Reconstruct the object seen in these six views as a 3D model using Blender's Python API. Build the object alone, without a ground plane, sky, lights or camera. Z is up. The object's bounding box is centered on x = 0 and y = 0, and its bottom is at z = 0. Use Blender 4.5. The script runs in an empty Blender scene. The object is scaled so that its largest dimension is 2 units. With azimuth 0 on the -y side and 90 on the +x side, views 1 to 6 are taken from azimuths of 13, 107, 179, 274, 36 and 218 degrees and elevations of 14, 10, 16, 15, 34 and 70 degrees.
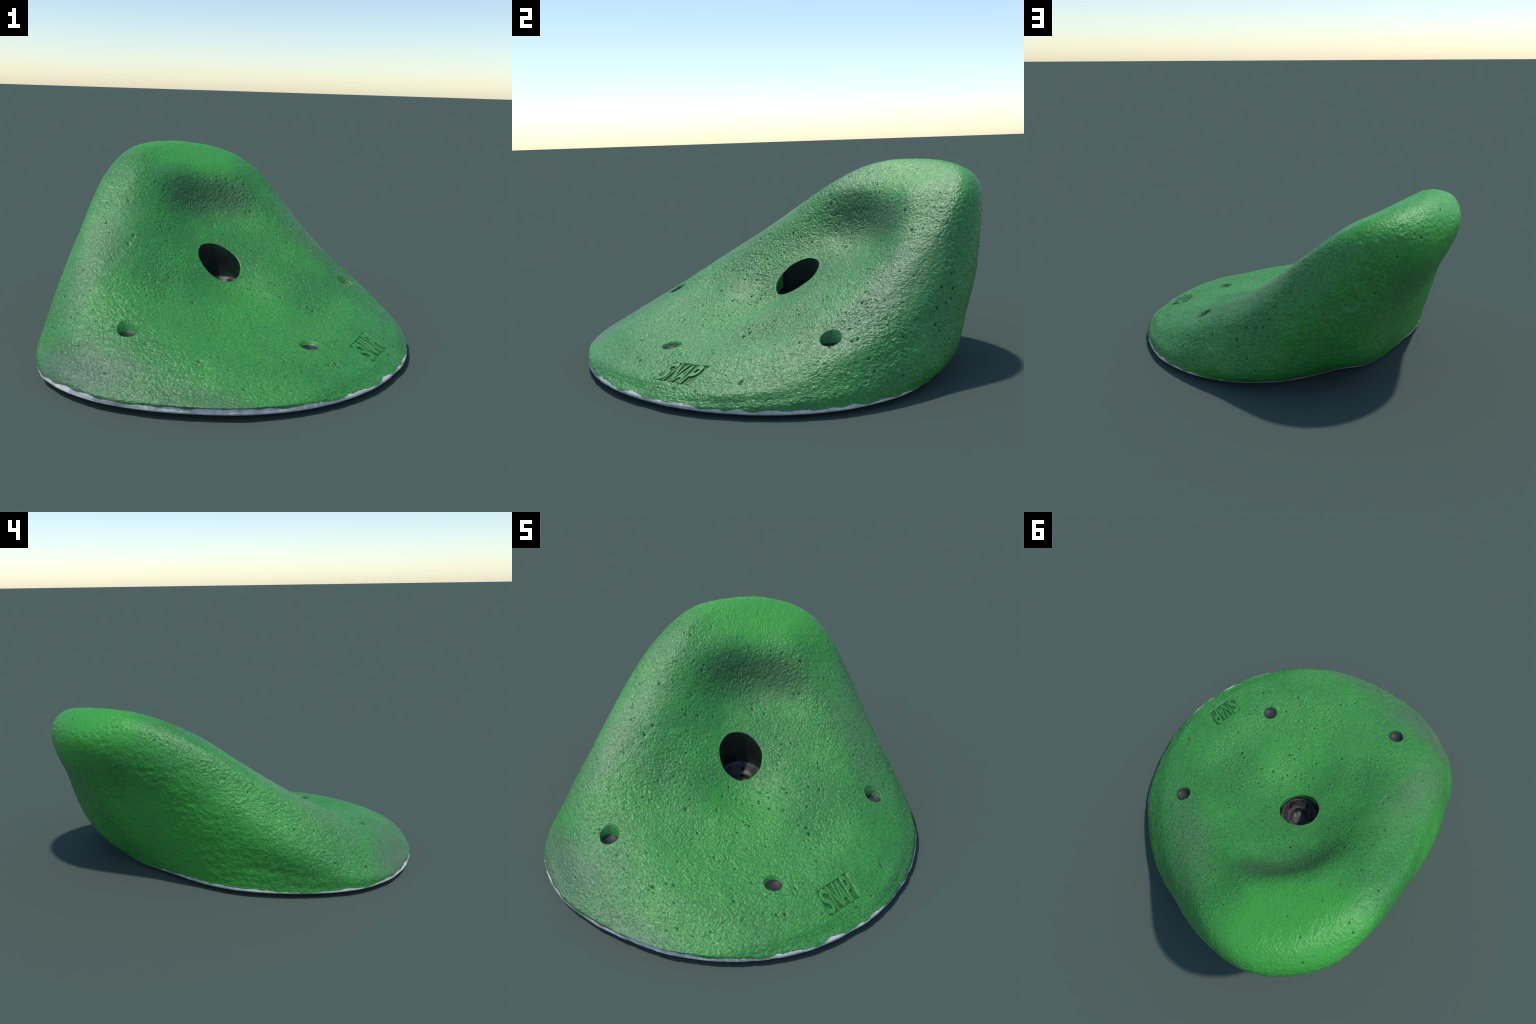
import bpy, bmesh, math
import numpy as np
from mathutils import Vector

rng = np.random.default_rng(7)

# ---------------------------------------------------------------- form
# The hold is described by upright profiles standing round the bolt hole.
# Each profile runs from the base edge up the flank, over the crest and down
# into the dish: (distance from the bolt axis, height), in metres.
AXIS = np.array([-0.135, 0.088])
PROFILES = {
    0: [(0.995, 0.022), (0.992, 0.043), (0.971, 0.062), (0.947, 0.084), (0.908, 0.098), (0.857, 0.121),
         (0.790, 0.150), (0.705, 0.180), (0.603, 0.200), (0.491, 0.229), (0.372, 0.263), (0.246, 0.286), (0.122, 0.318)],
    24: [(0.960, 0.025), (0.947, 0.067), (0.922, 0.097), (0.889, 0.130), (0.849, 0.168), (0.794, 0.198),
         (0.728, 0.226), (0.651, 0.256), (0.562, 0.282), (0.462, 0.302), (0.354, 0.320), (0.239, 0.335), (0.121, 0.351)],
    48: [(0.892, 0.032), (0.904, 0.077), (0.886, 0.146), (0.844, 0.221), (0.796, 0.286), (0.740, 0.330),
         (0.676, 0.365), (0.606, 0.387), (0.525, 0.399), (0.433, 0.398), (0.334, 0.390), (0.227, 0.385), (0.115, 0.378)],
    70: [(0.762, 0.032), (0.853, 0.098), (0.864, 0.222), (0.846, 0.350), (0.805, 0.459), (0.735, 0.529),
         (0.661, 0.555), (0.579, 0.550), (0.499, 0.523), (0.414, 0.485), (0.318, 0.453), (0.214, 0.426), (0.108, 0.397)],
    86: [(0.646, 0.032), (0.795, 0.136), (0.859, 0.287), (0.883, 0.469), (0.859, 0.625), (0.782, 0.722),
         (0.677, 0.709), (0.569, 0.680), (0.486, 0.612), (0.406, 0.539), (0.309, 0.490), (0.205, 0.450), (0.102, 0.407)],
    100: [(0.586, 0.036), (0.754, 0.149), (0.859, 0.348), (0.907, 0.567), (0.916, 0.764), (0.832, 0.854),
         (0.704, 0.825), (0.569, 0.778), (0.476, 0.681), (0.400, 0.579), (0.303, 0.514), (0.197, 0.467), (0.097, 0.413)],
    112: [(0.585, 0.036), (0.705, 0.159), (0.810, 0.420), (0.921, 0.632), (0.944, 0.823), (0.849, 0.908),
         (0.724, 0.889), (0.574, 0.826), (0.466, 0.730), (0.394, 0.609), (0.298, 0.528), (0.192, 0.477), (0.094, 0.417)],
    124: [(0.557, 0.036), (0.657, 0.221), (0.786, 0.463), (0.909, 0.670), (0.927, 0.831), (0.845, 0.925),
         (0.720, 0.924), (0.568, 0.856), (0.453, 0.764), (0.383, 0.635), (0.290, 0.542), (0.187, 0.482), (0.091, 0.419)],
    136: [(0.532, 0.036), (0.648, 0.267), (0.754, 0.493), (0.855, 0.685), (0.891, 0.828), (0.814, 0.921),
         (0.691, 0.937), (0.551, 0.870), (0.435, 0.784), (0.365, 0.657), (0.282, 0.555), (0.184, 0.486), (0.089, 0.420)],
    148: [(0.524, 0.036), (0.639, 0.285), (0.719, 0.501), (0.795, 0.673), (0.820, 0.821), (0.768, 0.912),
         (0.645, 0.923), (0.530, 0.863), (0.419, 0.786), (0.349, 0.668), (0.274, 0.563), (0.180, 0.488), (0.088, 0.421)],
    162: [(0.547, 0.036), (0.638, 0.270), (0.698, 0.473), (0.745, 0.637), (0.750, 0.777), (0.700, 0.864),
         (0.603, 0.873), (0.503, 0.834), (0.409, 0.766), (0.338, 0.665), (0.265, 0.566), (0.177, 0.488), (0.087, 0.422)],
    178: [(0.605, 0.033), (0.663, 0.232), (0.711, 0.408), (0.726, 0.563), (0.709, 0.687), (0.663, 0.771),
         (0.584, 0.779), (0.489, 0.768), (0.408, 0.718), (0.334, 0.641), (0.260, 0.557), (0.175, 0.483), (0.088, 0.420)],
    196: [(0.705, 0.034), (0.728, 0.178), (0.759, 0.315), (0.752, 0.445), (0.710, 0.550), (0.671, 0.631),
         (0.597, 0.658), (0.509, 0.663), (0.425, 0.640), (0.343, 0.589), (0.262, 0.526), (0.178, 0.467), (0.090, 0.414)],
    214: [(0.832, 0.033), (0.838, 0.128), (0.844, 0.222), (0.814, 0.314), (0.768, 0.404), (0.719, 0.483),
         (0.644, 0.524), (0.553, 0.547), (0.457, 0.544), (0.364, 0.516), (0.274, 0.478), (0.184, 0.441), (0.093, 0.403)],
    234: [(1.010, 0.032), (1.011, 0.078), (0.973, 0.131), (0.930, 0.197), (0.876, 0.267), (0.805, 0.332),
         (0.720, 0.386), (0.614, 0.412), (0.504, 0.423), (0.398, 0.420), (0.295, 0.412), (0.196, 0.399), (0.098, 0.381)],
    256: [(1.078, 0.032), (1.079, 0.041), (1.077, 0.068), (1.034, 0.101), (0.978, 0.149), (0.894, 0.198),
         (0.793, 0.242), (0.682, 0.280), (0.561, 0.300), (0.441, 0.319), (0.324, 0.337), (0.210, 0.344), (0.102, 0.349)],
    280: [(1.071, 0.032), (1.072, 0.041), (1.072, 0.052), (1.077, 0.064), (1.034, 0.081), (0.957, 0.119),
         (0.858, 0.161), (0.742, 0.189), (0.615, 0.209), (0.483, 0.236), (0.353, 0.270), (0.225, 0.284), (0.106, 0.311)],
    306: [(1.070, 0.026), (1.071, 0.035), (1.071, 0.046), (1.064, 0.058), (1.027, 0.076), (0.965, 0.095),
         (0.880, 0.123), (0.772, 0.144), (0.646, 0.162), (0.511, 0.190), (0.375, 0.225), (0.238, 0.242), (0.111, 0.284)],
    333: [(1.043, 0.025), (1.044, 0.034), (1.032, 0.045), (1.009, 0.057), (0.973, 0.080), (0.923, 0.096),
         (0.850, 0.118), (0.756, 0.141), (0.639, 0.157), (0.513, 0.186), (0.382, 0.225), (0.245, 0.245), (0.117, 0.288)],
}
POLE_Z = 0.366


BOLT_R = 0.111          # bolt hole radius at the lip
LIP = 0.008             # rounding of that lip
SCREWS = [(0.436, -0.377), (-0.309, -0.684), (0.507, 0.394)]
SCREW_R = 0.044


def periodic_spline(knots, t):
    """weights of a closed cubic spline through knots at uneven angles"""
    n = len(knots)
    h = np.diff(np.append(knots, knots[0] + 2 * np.pi))
    A = np.zeros((n, n)); R = np.zeros((n, n))
    for i in range(n):
        p, q = h[i - 1], h[i]
        A[i, i - 1] += p; A[i, i] += 2 * (p + q); A[i, (i + 1) % n] += q
        R[i, i - 1] += 6 / p; R[i, i] -= 6 / p + 6 / q; R[i, (i + 1) % n] += 6 / q
    M = np.linalg.solve(A, R)
    i = np.searchsorted(knots, t, side="right") - 1
    j = (i + 1) % n
    hh = h[i]
    u = (t - knots[i]) / hh
    I = np.eye(n)
    bend = lambda q: ((q ** 3 - q) * hh * hh / 6)[:, None]
    return (1 - u)[:, None] * I[i] + u[:, None] * I[j] + bend(1 - u) * M[i] + bend(u) * M[j]


def open_spline(n, xs):
    A = np.zeros((n, n)); R = np.zeros((n, n))
    A[0, 0] = A[-1, -1] = 1
    for i in range(1, n - 1):
        A[i, i - 1:i + 2] = [1, 4, 1]
        R[i, i - 1:i + 2] = [6, -12, 6]
    M2 = np.linalg.solve(A, R)
    i = np.minimum(xs.astype(int), n - 2)
    f = (xs - i)[:, None]
    I = np.eye(n)
    return ((1 - f) * I[i] + f * I[i + 1] + ((1 - f) ** 3 - (1 - f)) / 6 * M2[i]
            + (f ** 3 - f) / 6 * M2[i + 1])


# ---------------------------------------------------------------- noise
def hash3(ix, iy, iz, seed):
    h = (ix.astype(np.int64) * 374761393 + iy.astype(np.int64) * 668265263
         + iz.astype(np.int64) * 2147483647 + seed * 974634777) & 0xFFFFFFFF
    h = ((h ^ (h >> 13)) * 1274126177) & 0xFFFFFFFF
    h = ((h ^ (h >> 16)) * 2246822519) & 0xFFFFFFFF
    return (h ^ (h >> 15)) & 0xFFFFFFFF


def noise3(P, scale, seed=0):
    Q = P * scale
    I = np.floor(Q).astype(np.int64)
    F = Q - I
    U = F * F * F * (F * (F * 6 - 15) + 10)
    out = np.zeros(len(P))
    for dx in (0, 1):
        for dy in (0, 1):
            for dz in (0, 1):
                h = hash3(I[:, 0] + dx, I[:, 1] + dy, I[:, 2] + dz, seed)
                g0 = (h & 1023) / 511.5 - 1
                g1 = ((h >> 10) & 1023) / 511.5 - 1
                g2 = ((h >> 20) & 1023) / 511.5 - 1
                d = g0 * (F[:, 0] - dx) + g1 * (F[:, 1] - dy) + g2 * (F[:, 2] - dz)
                w = ((U[:, 0] if dx else 1 - U[:, 0]) * (U[:, 1] if dy else 1 - U[:, 1])
                     * (U[:, 2] if dz else 1 - U[:, 2]))
                out += w * d
    return out


def smooth(a, b, x):
    t = np.clip((x - a) / (b - a), 0, 1)
    return t * t * (3 - 2 * t)


# ---------------------------------------------------------------- surface grid
NT, NS = 1320, 470
angles = sorted(PROFILES)
n = len(angles)
ctrl_r = np.array([[q[0] for q in PROFILES[a]] + [0.0] for a in angles]).T
ctrl_z = np.array([[q[1] for q in PROFILES[a]] + [POLE_Z] for a in angles]).T
K = ctrl_r.shape[0]
xs = np.linspace(0, K - 1, (K - 1) * 60 + 1)
WS = open_spline(K, xs)
th = np.arange(NT) * 2 * np.pi / NT
WT = periodic_spline(np.radians(angles), th)
FR = WS @ ctrl_r @ WT.T
FZ = WS @ ctrl_z @ WT.T

bolt_r = BOLT_R + 0.0015 * np.sin(3 * th) + 0.001 * np.sin(7 * th + 1)
lip_r = bolt_r + LIP
SR = np.zeros((NS, NT)); SZ = np.zeros((NS, NT))
for j in range(NT):
    r, z = FR[:, j], FZ[:, j]
    k = len(r) - 1
    while r[k - 1] < lip_r[j]:
        k -= 1
    f = (r[k - 1] - lip_r[j]) / (r[k - 1] - r[k])
    rr = np.append(r[:k], lip_r[j])
    zz = np.append(z[:k], z[k - 1] + f * (z[k] - z[k - 1]))
    L = np.concatenate([[0], np.cumsum(np.hypot(np.diff(rr), np.diff(zz)))])
    t = np.linspace(0, L[-1], NS)
    SR[:, j] = np.interp(t, L, rr)
    SZ[:, j] = np.interp(t, L, zz)
# the mouth of the bolt hole lies in one sloping plane
H = np.stack([np.ones(NT), np.cos(th), np.sin(th)], 1)
off_plane = SZ[-1] - H @ np.linalg.lstsq(H, SZ[-1], rcond=None)[0]
SZ -= 0.55 * off_plane * smooth(0.27, 0.13, SR)
G = np.stack([AXIS[0] + SR * np.cos(th), AXIS[1] + SR * np.sin(th), SZ], -1)


def grid_normals(G):
    N = np.cross(np.roll(G, -1, 1) - np.roll(G, 1, 1), np.gradient(G, axis=0))
    return N / (np.linalg.norm(N, axis=-1, keepdims=True) + 1e-12)


N = grid_normals(G)
P0 = G.reshape(-1, 3).copy()
N0 = N.reshape(-1, 3)
if N0[NT * (NS // 2):NT * (NS // 2) + NT, 2].mean() < 0:
    N0 = -N0
BASE = P0.copy()
BASE_N = N0.copy()

# outer edge, a little uneven as cast resin is
edge = np.linspace(0, 1, NS)[:, None] * np.ones((1, NT))
edge = edge.reshape(-1)
fade_edge = smooth(0.0, 0.03, edge)
fade_lip = smooth(1.0, 0.985, edge)

# broad unevenness, then the wrinkled "orange peel" grain of textured paint
flank = smooth(0.35, -0.15, N0[:, 2])            # steep smoother back
d = 0.0020 * noise3(P0, 9, 1) + 0.0024 * noise3(P0, 22, 2)
warp = P0 + 0.010 * np.stack([noise3(P0, 30, s) for s in (3, 4, 5)], -1)
n1 = noise3(warp, 75, 6)
n2 = noise3(warp, 150, 7)
peel = 0.5 - np.abs(n1) * 2.2
coarse = 0.6 + 0.8 * smooth(-0.25, 0.35, noise3(P0, 4, 8))
side = smooth(0.80, 0.55, N0[:, 2]) * (1 - smooth(0.30, 0.0, N0[:, 2]))   # shoulders of the flanks
d += (0.0026 * n1 - 0.0022 * np.abs(n2) * 2) * coarse * (1 - 0.7 * flank)
d += 0.0060 * (0.25 - np.abs(noise3(warp, 50, 9))) * side
d += 0.0032 * noise3(P0, 38, 10) * flank
# a few broad shallow dents on the tall back
d -= 0.006 * smooth(0.30, 0.55, noise3(P0, 11, 11)) * flank
d *= fade_edge * fade_lip

# air bubbles: open pits, the large ones where they sit on the dish
PITS = [(-0.502, -0.175, 0.534), (-0.485, 0.194, 0.708), (-0.24, 0.32, 0.51), (-0.177, 0.345, 0.494),
        (-0.015, 0.678, 0.63), (-0.15, 0.633, 0.708), (-0.106, -0.643, 0.211), (-0.022, -0.235, 0.254),
        (0.157, -0.043, 0.238), (0.147, -0.193, 0.216), (0.108, -0.19, 0.223), (0.302, 0.082, 0.244),
        (0.514, -0.142, 0.157), (0.53, -0.335, 0.134), (0.36, -0.441, 0.147), (0.544, -0.501, 0.109),
        (0.57, -0.473, 0.105), (0.361, -0.571, 0.135), (0.104, -0.683, 0.162), (0.033, -0.75, 0.161),
        (0.162, -0.747, 0.138), (-0.317, -0.447, 0.322), (-0.132, -0.345, 0.273), (0.293, 0.202, 0.278),
        (0.692, -0.352, 0.093), (-0.629, 0.271, 0.848), (-0.6, -0.016, 0.678), (-0.507, -0.233, 0.505),
        (0.367, -0.016, 0.203), (0.395, -0.032, 0.19), (-0.769, 0.549, 0.916), (-0.728, 0.524, 0.933),
        (-0.808, 0.526, 0.883), (-0.663, 0.794, 0.895), (-0.753, 0.309, 0.887), (0.147, 0.877, 0.389),
        (0.208, 0.85, 0.338), (0.19, 0.831, 0.404), (0.257, 0.816, 0.324), (0.303, 0.81, 0.262),
        (-0.684, -0.549, 0.307), (-0.707, -0.703, 0.13)]
pit_list = [(np.array(q), 0.0070 + 0.0025 * rng.random()) for q in PITS]
for c in rng.choice(NS * NT, 520, replace=False):
    if 0.06 < edge[c] < 0.95 and (N0[c, 2] > 0.25 or rng.random() < 0.3):
        pit_list.append((P0[c], 0.0038 + 0.0035 * rng.random() ** 2))
order = np.argsort(P0[:, 0])
xsorted = P0[order, 0]
pit_mask = np.zeros(len(P0))
for c, rad in pit_list:
    a, b = np.searchsorted(xsorted, [c[0] - 3 * rad, c[0] + 3 * rad])
    idx = order[a:b]
    idx = idx[np.abs(P0[idx, 1] - c[1]) < 3 * rad]
    if len(idx) == 0:
        continue
    q = P0[idx] - c
    q2 = (q ** 2).sum(1) / rad ** 2
    q2 += 1.2 * (q @ np.array([0.25, 0.9, 0.2])) ** 2 / rad ** 2   # drawn out sideways
    w = np.exp(-q2 * 1.1)
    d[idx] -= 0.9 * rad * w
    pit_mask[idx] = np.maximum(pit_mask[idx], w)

# sunken panel for the lettering
LOGO_TL = np.array([0.612, -0.283, 0.119]); LOGO_TR = np.array([0.654, -0.101, 0.131])
LOGO_BR = np.array([0.769, -0.154, 0.115]); LOGO_BL = np.array([0.727, -0.337, 0.119])
logo_c = (LOGO_TL + LOGO_TR + LOGO_BR + LOGO_BL) / 4
lu = (LOGO_TR + LOGO_BR - LOGO_TL - LOGO_BL)[:2] / 2
lv = (LOGO_TL + LOGO_TR - LOGO_BL - LOGO_BR)[:2] / 2
lw, lh = np.linalg.norm(lu), np.linalg.norm(lv)
M = np.linalg.inv(np.stack([lu, lv], 1))
uv = (P0[:, :2] - logo_c[:2]) @ M.T                   # -0.5..0.5 inside
near = (P0[:, 2] < 0.25) & (edge > 0.03)
inside = np.minimum((0.5 - np.abs(uv[:, 0])) * lw, (0.5 - np.abs(uv[:, 1])) * lh)
panel = smooth(-0.002, 0.003, inside) * near
d = d * (1 - 0.85 * panel) - 0.0072 * panel
P1 = P0 + N0 * d[:, None]
SURF = P1.reshape(NS, NT, 3)

# the cast edge is not a clean curve: it wanders and is chipped in flats
near_edge = smooth(0.07, 0.0, np.linspace(0, 1, NS))[:, None]
E0 = BASE.reshape(NS, NT, 3)[0]
wander = -0.001 + 0.003 * np.exp(-((np.degrees(th) - 292) / 38) ** 2) + 0.006 * noise3(E0, 5, 31) + 0.006 * np.round(2.5 * noise3(E0, 12, 32)) / 2.5
out_dir = np.stack([np.cos(th), np.sin(th), 0.35 * np.ones(NT)], -1)
flare = 0.0035 * smooth(0.024, 0.0, np.linspace(0, 1, NS))[:, None, None] * (out_dir * [1, 1, 0])[None]
SURF = SURF + flare + near_edge[:, :, None] * (wander[:, None] * out_dir)[None]

# ---------------------------------------------------------------- closing rings
def ring(r, z):
    return np.stack([AXIS[0] + r * np.cos(th), AXIS[1] + r * np.sin(th),
                     z * np.ones(NT)], -1)


rim = SURF[0]
cen = np.array([0.0, -0.05])
below = []
for f, z in [(0.985, None), (0.95, 0.010), (0.85, 0.003), (0.6, 0.0), (0.3, 0.0)]:
    q = rim.copy()
    q[:, :2] = cen + (q[:, :2] - cen) * f
    q[:, 2] = rim[:, 2] - 0.010 if z is None else z
    below.append(q)
lip = SURF[-1]
inner = []
for a in np.radians([20, 40, 60, 78]):
    inner.append(np.stack([AXIS[0] + (lip_r - LIP * np.sin(a)) * np.cos(th),
                           AXIS[1] + (lip_r - LIP * np.sin(a)) * np.sin(th),
                           lip[:, 2] - LIP * (1 - np.cos(a))], -1))
# wall of the bolt hole down to the first step
wall_top = inner[-1][:, 2]
STEP_Z = 0.264
for f in (0.15, 0.4, 0.7, 1.0):
    z = wall_top + (np.minimum(STEP_Z, wall_top - 0.004) - wall_top) * f
    rr = bolt_r + (0.103 - bolt_r) * f + 0.0015 * np.sin(5 * th + 9 * f)
    inner.append(np.stack([AXIS[0] + rr * np.cos(th), AXIS[1] + rr * np.sin(th), z], -1))
n_wall = len(inner)
sleeve = [(0.100, STEP_Z - 0.004), (0.092, STEP_Z - 0.010), (0.086, 0.246), (0.078, 0.237),
          (0.073, 0.232), (0.064, 0.224), (0.052, 0.218), (0.049, 0.207), (0.046, 0.192),
          (0.03, 0.186)]
for i, (r, z) in enumerate(sleeve):
    rough = 0.0026 * np.sin(3 * th + 1.9 * i) + 0.0018 * np.sin(8 * th + 2.3 * i)
    inner.append(ring(r + rough, z + 0.8 * rough))

rings = below[::-1] + list(SURF) + inner
NR = len(rings)
V = np.concatenate(rings + [np.array([[cen[0], cen[1], 0.0]]),
                            np.array([[AXIS[0], AXIS[1], 0.184]])])
nb = len(below)
ia = np.arange(NR * NT).reshape(NR, NT)
a = ia[:-1]; b = ia[1:]
quads = np.stack([a, np.roll(a, -1, 1), np.roll(b, -1, 1), b], -1).reshape(-1, 4)
q_row = np.repeat(np.arange(NR - 1), NT)
pole0, pole1 = NR * NT, NR * NT + 1
j0 = np.arange(NT); j1 = (j0 + 1) % NT
tri0 = np.stack([ia[0][j1], ia[0][j0], np.full(NT, pole0)], -1)
tri1 = np.stack([ia[-1][j0], ia[-1][j1], np.full(NT, pole1)], -1)

# regions: 0 shell, 1 backing, 2 bolt sleeve, 3 pit floor, 4 screw bore, 5 bolt bore
col = np.tile(np.arange(NT), NR - 1)
# thickness of the grey-white backing, thin to nothing round the back
A_DEG = np.degrees(th)
back = np.exp(-(((A_DEG - 115 + 180) % 360 - 180) / 55.0) ** 2)
front = np.exp(-(((A_DEG - 285 + 180) % 360 - 180) / 38.0) ** 2)
ragged = 0.9 * noise3(rim, 3.1, 21) + 0.5 * noise3(rim, 9, 22) + 0.22 * noise3(rim, 30, 23)
thick = 0.007 + 0.015 * front + 0.015 * ragged + 0.014 * noise3(rim, 17, 24)
thick = np.where(back > 0.75, -1, thick)
zc = V[quads].mean(1)
reg = np.zeros(len(quads), int)
reg[q_row < nb] = 1
band = (q_row >= nb) & (q_row < nb + 40) & (zc[:, 2] < rim[col, 2] + thick[col])
reg[band] = 1
pm = np.zeros(NR * NT)
pm[nb * NT:(nb + NS) * NT] = pit_mask
pmask = pm[quads].mean(1) > 0.50
pan = np.zeros(NR * NT)
pan[nb * NT:(nb + NS) * NT] = panel
reg[(pan[quads].mean(1) > 0.6) & (reg == 0)] = 7
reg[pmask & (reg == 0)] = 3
baked_shade_side = np.abs((np.degrees(th)[col] - 306 + 180) % 360 - 180) > 62 + 14 * np.sin(3 * th[col])  # back of the hole wall, coloured near black for its shadow
reg[(q_row >= nb + NS + n_wall - 6) & baked_shade_side] = 5
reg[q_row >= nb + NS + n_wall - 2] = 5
reg[q_row >= nb + NS + n_wall - 1] = 2
reg[(q_row == nb + NS + n_wall + 5) | (q_row == nb + NS + n_wall)] = 6


def raw_mesh(name, verts, faces4, faces3, mats4, mats3):
    me = bpy.data.meshes.new(name)
    nf = len(faces4) + len(faces3)
    me.vertices.add(len(verts))
    me.vertices.foreach_set("co", np.ascontiguousarray(verts, dtype=np.float32).ravel())
    loops = np.concatenate([faces4.ravel(), faces3.ravel()]).astype(np.int32)
    me.loops.add(len(loops))
    me.loops.foreach_set("vertex_index", loops)
    starts = np.concatenate([np.arange(len(faces4)) * 4,
                             len(faces4) * 4 + np.arange(len(faces3)) * 3]).astype(np.int32)
    me.polygons.add(nf)
    me.polygons.foreach_set("loop_start", starts)
    me.polygons.foreach_set("material_index", np.concatenate([mats4, mats3]).astype(np.int32))
    me.update(calc_edges=True)
    me.validate()
    return me


# ---------------------------------------------------------------- materials
def new_mat(name):
    m = bpy.data.materials.new(name)
    m.use_nodes = True
    nt = m.node_tree
    for nd in list(nt.nodes):
        nt.nodes.remove(nd)
    out = nt.nodes.new("ShaderNodeOutputMaterial")
    bs = nt.nodes.new("ShaderNodeBsdfPrincipled")
    nt.links.new(bs.outputs[0], out.inputs[0])
    tc = nt.nodes.new("ShaderNodeTexCoord")
    return m, nt, bs, tc


def noise_node(nt, tc, scale, detail=3, rough=0.5, stretch=None):
    nd = nt.nodes.new("ShaderNodeTexNoise")
    nd.inputs["Scale"].default_value = scale
    nd.inputs["Detail"].default_value = detail
    nd.inputs["Roughness"].default_value = rough
    if stretch is None:
        nt.links.new(tc.outputs["Object"], nd.inputs["Vector"])
    else:
        mp = nt.nodes.new("ShaderNodeMapping")
        mp.inputs["Scale"].default_value = stretch
        nt.links.new(tc.outputs["Object"], mp.inputs["Vector"])
        nt.links.new(mp.outputs[0], nd.inputs["Vector"])
    return nd.outputs["Fac"]


def ramp(nt, src, stops):
    nd = nt.nodes.new("ShaderNodeValToRGB")
    el = nd.color_ramp.elements
    while len(el) < len(stops):
        el.new(0.5)
    for e, (p, c) in zip(el, stops):
        e.position = p
        e.color = c if len(c) == 4 else (*c, 1)
    nt.links.new(src, nd.inputs[0])
    return nd.outputs[0]


def mix(nt, fac, c1, c2, mode="MIX"):
    nd = nt.nodes.new("ShaderNodeMix")
    nd.data_type = "RGBA"
    nd.blend_type = mode
    for sock, val in ((nd.inputs["Factor"], fac), (nd.inputs["A"], c1), (nd.inputs["B"], c2)):
        if hasattr(val, "links"):
            nt.links.new(val, sock)
        elif isinstance(val, (int, float)):
            sock.default_value = val
        else:
            sock.default_value = (*val, 1)
    return nd.outputs["Result"]


def math_node(nt, op, a, b=0.0, clamp=False):
    nd = nt.nodes.new("ShaderNodeMath")
    nd.operation = op
    nd.use_clamp = clamp
    for sock, val in zip(nd.inputs, (a, b)):
        if hasattr(val, "links"):
            nt.links.new(val, sock)
        else:
            sock.default_value = val
    return nd.outputs[0]


def blob(nt, tc, centre, radii, wob=None, rag=0.9, rot=None, inner=0.45):
    """soft patch: 1 at centre, 0 outside the ellipsoid, edge broken by noise"""
    mp = nt.nodes.new("ShaderNodeMapping")
    mp.vector_type = "TEXTURE"
    mp.inputs["Location"].default_value = centre
    mp.inputs["Scale"].default_value = radii
    if rot:
        mp.inputs["Rotation"].default_value = rot
    nt.links.new(tc.outputs["Object"], mp.inputs["Vector"])
    ln = nt.nodes.new("ShaderNodeVectorMath")
    ln.operation = "LENGTH"
    nt.links.new(mp.outputs[0], ln.inputs[0])
    v = ln.outputs["Value"]
    if wob is not None:
        v = math_node(nt, "ADD", v, math_node(nt, "MULTIPLY", math_node(nt, "SUBTRACT", wob, 0.5), rag))
    mr = nt.nodes.new("ShaderNodeMapRange")
    mr.interpolation_type = "SMOOTHSTEP"
    for s, val in zip(("From Min", "From Max", "To Min", "To Max"), (inner, 1.0, 1.0, 0.0)):
        mr.inputs[s].default_value = val
    nt.links.new(v, mr.inputs["Value"])
    return mr.outputs["Result"]


GREEN = (0.031, 0.238, 0.034)  # base green taken darker to match the shaded front
GREEN_DARK = (0.028, 0.212, 0.032)
GREEN_LIGHT = (0.037, 0.272, 0.037)


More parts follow.
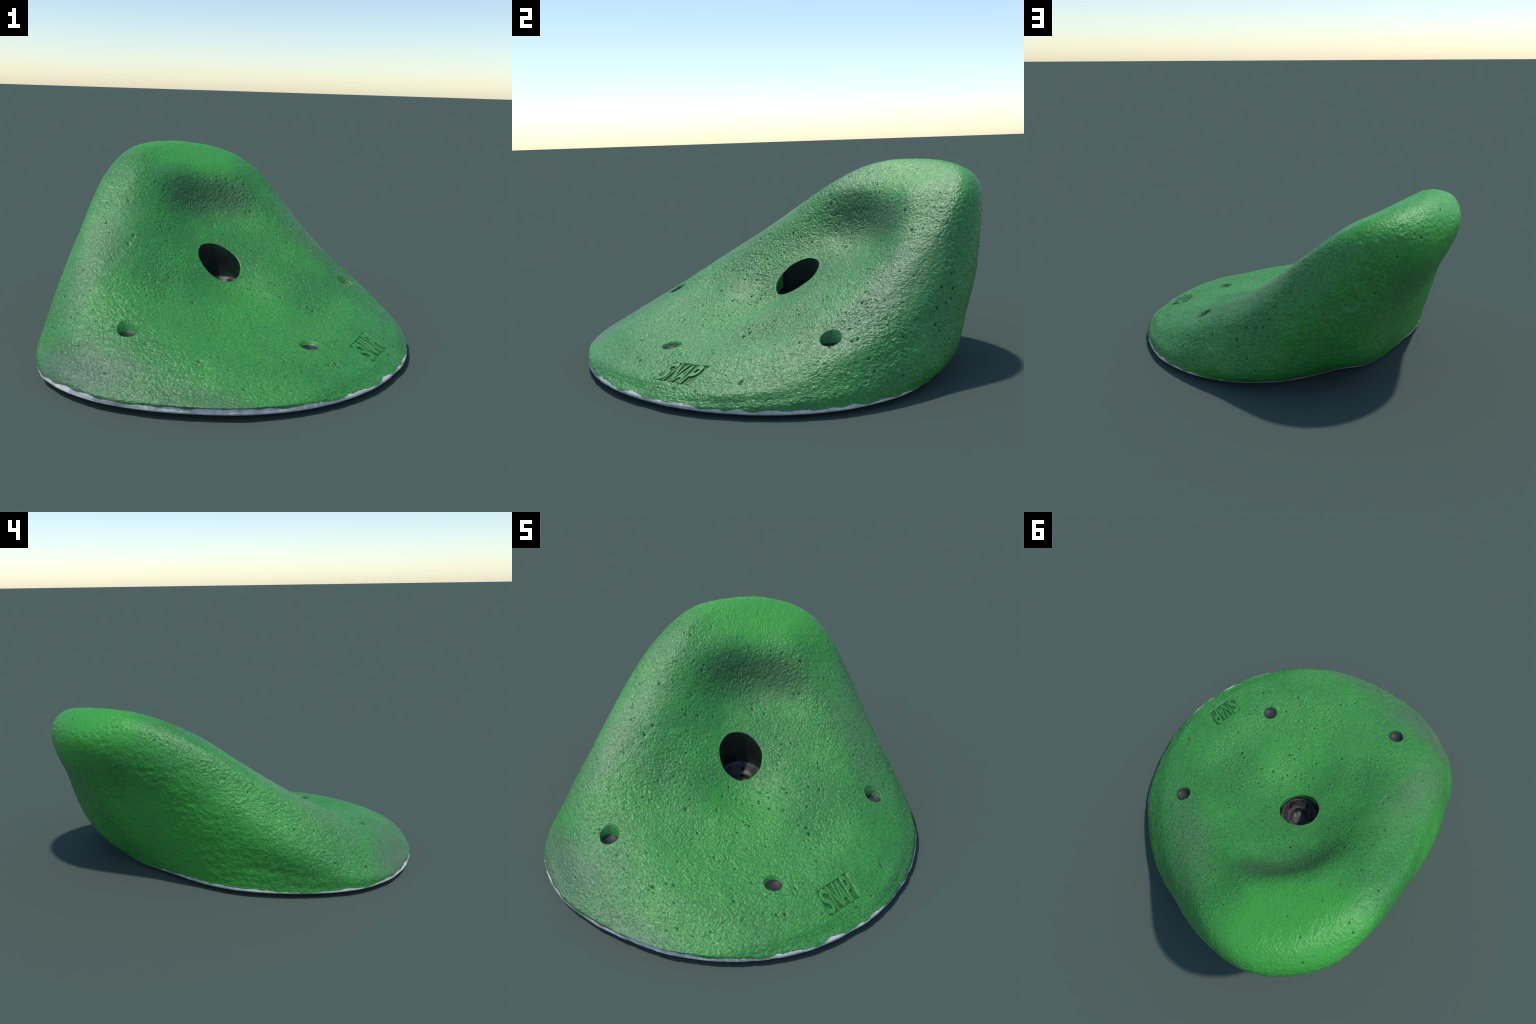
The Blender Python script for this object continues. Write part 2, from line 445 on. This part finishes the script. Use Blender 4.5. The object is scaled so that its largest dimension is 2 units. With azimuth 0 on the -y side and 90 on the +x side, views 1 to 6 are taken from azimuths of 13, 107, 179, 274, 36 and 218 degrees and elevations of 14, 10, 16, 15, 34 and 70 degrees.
def green_paint(name, tone_patches=True):
    m, nt, bs, tc = new_mat(name)
    broad = noise_node(nt, tc, 3.2, 3)
    base = ramp(nt, broad, [(0.36, GREEN_DARK), (0.5, GREEN), (0.64, GREEN_LIGHT)])
    # the grain: worm-like islands parted by darker creases
    g1 = noise_node(nt, tc, 120, 2, 0.55)
    g2 = noise_node(nt, tc, 62, 2, 0.5)
    grain = math_node(nt, "ADD", math_node(nt, "MULTIPLY", g1, 0.62), math_node(nt, "MULTIPLY", g2, 0.38))
    base = mix(nt, math_node(nt, "MULTIPLY", ramp(nt, grain, [(0.38, (1, 1, 1)), (0.48, (0, 0, 0))]), 0.62),
               base, (0.020, 0.090, 0.042))
    base = mix(nt, math_node(nt, "MULTIPLY", ramp(nt, grain, [(0.52, (0, 0, 0)), (0.64, (1, 1, 1))]), 0.38),
               base, (0.085, 0.380, 0.110))
    # tiny closed pores
    vo = nt.nodes.new("ShaderNodeTexVoronoi")
    vo.inputs["Scale"].default_value = 42
    nt.links.new(tc.outputs["Object"], vo.inputs["Vector"])
    sep = nt.nodes.new("ShaderNodeSeparateColor")
    nt.links.new(vo.outputs["Color"], sep.inputs[0])
    dot = math_node(nt, "LESS_THAN", vo.outputs["Distance"],
                    math_node(nt, "SUBTRACT", math_node(nt, "MULTIPLY", sep.outputs[0], 0.75), 0.53))
    base = mix(nt, math_node(nt, "MULTIPLY", dot, 0.75), base, (0.035, 0.060, 0.052))
    if tone_patches:
        wob = noise_node(nt, tc, 9, 4, 0.65)
        patch = noise_node(nt, tc, 16, 4, 0.7)
        # brighter, warmer green: top of the horn, middle of the dish, tall back
        for c, r, f in [((-0.62, 0.76, 0.88), (0.58, 0.50, 0.26), 0.75), ((0.06, -0.16, 0.22), (0.30, 0.26, 0.18), 0.35),
                        ((-0.02, -0.52, 0.20), (0.50, 0.24, 0.16), 0.22), ((-0.68, 0.20, 0.34), (0.34, 0.75, 0.46), 0.55)]:
            base = mix(nt, math_node(nt, "MULTIPLY", blob(nt, tc, c, r, wob, 0.5), f), base, (0.048, 0.375, 0.040))
        # shade baked into the colour: dark in the bowl, grey on front corner and rim
        pocket_shade = math_node(nt, "MULTIPLY", blob(nt, tc, (-0.27, 0.43, 0.67), (0.42, 0.20, 0.22), patch, 0.30,
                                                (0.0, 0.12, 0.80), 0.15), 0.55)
        shade_tone = ramp(nt, patch, [(0.36, (0.016, 0.026, 0.024)), (0.66, (0.040, 0.042, 0.038))])
        base = mix(nt, pocket_shade, base, shade_tone)
        grey = ramp(nt, patch, [(0.35, (0.050, 0.085, 0.062)), (0.60, (0.105, 0.115, 0.100))])
        corner = math_node(nt, "MAXIMUM", blob(nt, tc, (-0.45, -0.88, 0.08), (0.52, 0.30, 0.20), wob, 0.5, None, 0.2),
                           math_node(nt, "MULTIPLY", blob(nt, tc, (0.05, -0.97, 0.06), (0.70, 0.18, 0.12), wob, 0.5, None, 0.2), 0.7))
        base = mix(nt, math_node(nt, "MULTIPLY", corner, 0.62), base, grey)
        # sun sheen painted pale on the raised grain of both shoulders
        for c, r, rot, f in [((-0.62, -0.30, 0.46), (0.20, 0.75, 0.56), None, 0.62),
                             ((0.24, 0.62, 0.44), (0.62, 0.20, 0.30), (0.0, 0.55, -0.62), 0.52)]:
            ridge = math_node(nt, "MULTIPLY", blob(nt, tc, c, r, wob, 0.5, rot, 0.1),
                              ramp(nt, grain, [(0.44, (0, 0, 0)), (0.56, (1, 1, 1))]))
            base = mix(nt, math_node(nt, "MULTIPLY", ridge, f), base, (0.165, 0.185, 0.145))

    nt.links.new(base, bs.inputs["Base Color"])
    rr = ramp(nt, grain, [(0.36, (0.58,) * 3), (0.60, (0.38,) * 3)])
    if tone_patches:
        rr = mix(nt, pocket_shade, rr, (0.75, 0.75, 0.75))
    nt.links.new(rr, bs.inputs["Roughness"])
    bs.inputs["Specular IOR Level"].default_value = 0.62
    bp = nt.nodes.new("ShaderNodeBump")
    bp.inputs["Strength"].default_value = 0.5
    bp.inputs["Distance"].default_value = 0.012
    nt.links.new(grain, bp.inputs["Height"])
    nt.links.new(bp.outputs[0], bs.inputs["Normal"])
    return m


def plain(name, c1, c2, scale, rough, spec=0.4, bump=0.2, metallic=0.0):
    m, nt, bs, tc = new_mat(name)
    f = noise_node(nt, tc, scale, 4, 0.6)
    nt.links.new(ramp(nt, f, [(0.35, c1), (0.65, c2)]), bs.inputs["Base Color"])
    bs.inputs["Roughness"].default_value = rough
    bs.inputs["Specular IOR Level"].default_value = spec
    bs.inputs["Metallic"].default_value = metallic
    bp = nt.nodes.new("ShaderNodeBump")
    bp.inputs["Strength"].default_value = bump
    bp.inputs["Distance"].default_value = 0.006
    nt.links.new(f, bp.inputs["Height"])
    nt.links.new(bp.outputs[0], bs.inputs["Normal"])
    return m


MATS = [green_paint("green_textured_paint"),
        plain("pale_resin", (0.46, 0.45, 0.45), (0.70, 0.69, 0.68), 22, 0.55, 0.4, 0.5),
        plain("dull_steel", (0.012, 0.012, 0.014), (0.050, 0.048, 0.046), 30, 0.5, 0.5, 0.3),
        plain("pit_dark_green_grey", (0.022, 0.040, 0.036), (0.040, 0.070, 0.058), 60, 0.7, 0.3),
        plain("dark_bore", (0.012, 0.016, 0.017), (0.034, 0.035, 0.035), 24, 0.55, 0.4, 0.4),
        None,
        plain("worn_steel", (0.018, 0.018, 0.018), (0.10, 0.096, 0.090), 26, 0.5, 0.5, 0.5)]
MATS.append(plain("stamp_green_shadow_tint", (0.014, 0.090, 0.022), (0.024, 0.165, 0.030), 60, 0.6, 0.4, 0.3))  # green deepened to show the shadow between the letters
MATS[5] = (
        plain("bore_wall_painted_shade", (0.006, 0.010, 0.008), (0.014, 0.026, 0.015), 14, 0.7, 0.2))

# ---------------------------------------------------------------- solid + screw bores
solid_me = raw_mesh("solid", V, quads, np.concatenate([tri0, tri1]), reg,
                    np.concatenate([np.full(NT, 1), np.full(NT, 2)]))
for m in MATS:
    solid_me.materials.append(m)
solid = bpy.data.objects.new("solid", solid_me)
bpy.context.scene.collection.objects.link(solid)

lo = SURF[:, :, :2].reshape(-1, 2)
cut_bm = bmesh.new()
for (sx, sy) in SCREWS:
    near_s = np.hypot(lo[:, 0] - sx, lo[:, 1] - sy) < SCREW_R * 1.1
    zs = BASE[near_s, 2]
    top, low, mid = zs.max(), zs.min(), zs.mean()
    # countersunk bore: wall, step, narrower pilot, blunt floor
    prof = [(SCREW_R * 1.36, top + 0.05), (SCREW_R * 1.16, top + 0.002), (SCREW_R * 1.0, low - 0.002),
            (SCREW_R * 0.90, low - 0.008), (SCREW_R * 0.68, low - 0.014), (SCREW_R * 0.42, low - 0.018),
            (0.006, low - 0.020)]
    seg = 48
    rows = [[cut_bm.verts.new((sx + r * math.cos(2 * math.pi * k / seg),
                               sy + r * math.sin(2 * math.pi * k / seg), max(z, 0.012)))
             for k in range(seg)] for r, z in prof]
    for i in range(len(rows) - 1):
        for k in range(seg):
            f = cut_bm.faces.new((rows[i][k], rows[i + 1][k], rows[i + 1][(k + 1) % seg], rows[i][(k + 1) % seg]))
            f.material_index = 0 if i < 3 else 4
    cut_bm.faces.new(rows[0]).material_index = 4
    cut_bm.faces.new(rows[-1][::-1]).material_index = 4
bmesh.ops.recalc_face_normals(cut_bm, faces=cut_bm.faces)
cut_me = bpy.data.meshes.new("cutter")
cut_bm.to_mesh(cut_me)
for m in MATS:
    cut_me.materials.append(m)
cutter = bpy.data.objects.new("cutter", cut_me)
bpy.context.scene.collection.objects.link(cutter)

bo = solid.modifiers.new("bores", "BOOLEAN")
bo.operation = "DIFFERENCE"
bo.object = cutter
bo.solver = "MANIFOLD"
bo.material_mode = "INDEX"
bpy.context.view_layer.update()
ev = solid.evaluated_get(bpy.context.evaluated_depsgraph_get())
whole = bpy.data.meshes.new_from_object(ev)
bpy.data.objects.remove(solid); bpy.data.objects.remove(cutter)
print("solid faces", len(solid_me.polygons), "after", len(whole.polygons))

# ---------------------------------------------------------------- split by region, keep the whole body's normals
nv = len(whole.vertices)
co = np.zeros(nv * 3, np.float32); whole.vertices.foreach_get("co", co); co = co.reshape(-1, 3)
vn = np.zeros(nv * 3, np.float32)
whole.vertices.foreach_get("normal", vn); vn = vn.reshape(-1, 3)
nf = len(whole.polygons)
mi = np.zeros(nf, np.int32); whole.polygons.foreach_get("material_index", mi)
ls = np.zeros(nf, np.int32); whole.polygons.foreach_get("loop_start", ls)
lt = np.zeros(nf, np.int32); whole.polygons.foreach_get("loop_total", lt)
lv_ = np.zeros(len(whole.loops), np.int32); whole.loops.foreach_get("vertex_index", lv_)

root = bpy.data.objects.new("climbing_hold", None)
bpy.context.scene.collection.objects.link(root)
root["label"] = "green textured climbing hold with raised horn and bolt hole"
root["category"] = "climbing hold"


def part(name, region, parent):
    sel = np.where(mi == region)[0]
    tot = lt[sel]
    first = np.concatenate([[0], np.cumsum(tot)[:-1]])
    loop_idx = np.repeat(ls[sel] - first, tot) + np.arange(tot.sum())
    lv = lv_[loop_idx]
    used, inv = np.unique(lv, return_inverse=True)
    me = bpy.data.meshes.new(name)
    me.vertices.add(len(used)); me.vertices.foreach_set("co", co[used].ravel())
    me.loops.add(len(lv)); me.loops.foreach_set("vertex_index", inv.astype(np.int32))
    me.polygons.add(len(sel)); me.polygons.foreach_set("loop_start", first.astype(np.int32))
    me.update(calc_edges=True)
    me.polygons.foreach_set("use_smooth", np.ones(len(sel), bool))
    me.normals_split_custom_set_from_vertices(vn[used].tolist())
    me.materials.append(MATS[region])
    ob = bpy.data.objects.new(name, me)
    bpy.context.scene.collection.objects.link(ob)
    ob.parent = parent
    return ob


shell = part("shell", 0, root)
part("backing", 1, root)
part("stamp_recess", 7, shell)
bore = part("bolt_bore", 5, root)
sleeve_ob = part("bolt_sleeve", 2, bore)
part("bolt_seat", 6, bore)
pits = part("air_pit", 3, root)
pits["kind"] = "stuff"
bores = part("screw_bore", 4, root)
bpy.data.meshes.remove(whole)

# ---------------------------------------------------------------- raised lettering in the sunken panel
sel = (np.abs(uv) < 0.75).all(1) & near
Q, QN = BASE[sel], BASE_N[sel]


def on_panel(u, v, h):
    p = logo_c[:2] + lu * u + lv * v
    d2 = ((Q[:, :2] - p) ** 2).sum(1)
    k = np.argpartition(d2, 10)[:10]
    w = 1 / (d2[k] + 1e-7)
    w /= w.sum()
    nrm = w @ QN[k]
    z = w @ (Q[k, 2] - ((p - Q[k, :2]) @ nrm[:2]) / nrm[2])
    return np.array([p[0], p[1], z]) + nrm / np.linalg.norm(nrm) * h


letter_mat = green_paint("green_letter_paint", False)
slots = [("S", -0.50, -0.25), ("N", -0.235, 0.0), ("A", -0.005, 0.24), ("P", 0.235, 0.44), (".", 0.45, 0.50)]
for ch, u0, u1 in slots:
    cu = bpy.data.curves.new("text", "FONT")
    cu.body = ch
    cu.resolution_u = 6
    cu.offset = 0.026 if ch != '.' else 0.0
    tmp = bpy.data.objects.new("text", cu)
    bpy.context.scene.collection.objects.link(tmp)
    bpy.context.view_layer.update()
    tm = bpy.data.meshes.new_from_object(tmp.evaluated_get(bpy.context.evaluated_depsgraph_get()))
    bpy.data.objects.remove(tmp)
    bm = bmesh.new(); bm.from_mesh(tm)
    bmesh.ops.remove_doubles(bm, verts=bm.verts, dist=1e-5)
    ext = bmesh.ops.extrude_face_region(bm, geom=bm.faces[:])
    top = [v for v in ext["geom"] if isinstance(v, bmesh.types.BMVert)]
    xs_ = [v.co.x for v in bm.verts]; ys_ = [v.co.y for v in bm.verts]
    x0, x1, y0, y1 = min(xs_), max(xs_), min(ys_), max(ys_)
    topset = set(top)
    v0, v1 = (-0.49, 0.49) if ch != "." else (-0.49, -0.38)
    for v in bm.verts:
        u = u0 + (u1 - u0) * (v.co.x - x0) / (x1 - x0)
        w = v0 + (v1 - v0) * (v.co.y - y0) / (y1 - y0)
        v.co = on_panel(u, w, -0.0010 if v in topset else -0.012)
    bmesh.ops.recalc_face_normals(bm, faces=bm.faces)
    me = bpy.data.meshes.new("letter")
    bm.to_mesh(me); bm.free()
    me.materials.append(letter_mat)
    ob = bpy.data.objects.new("letter" if ch != "." else "full_stop", me)
    bpy.context.scene.collection.objects.link(ob)
    ob.parent = shell
    bv = ob.modifiers.new("soft_edge", "BEVEL")
    bv.width = 0.0024; bv.segments = 3; bv.limit_method = "ANGLE"
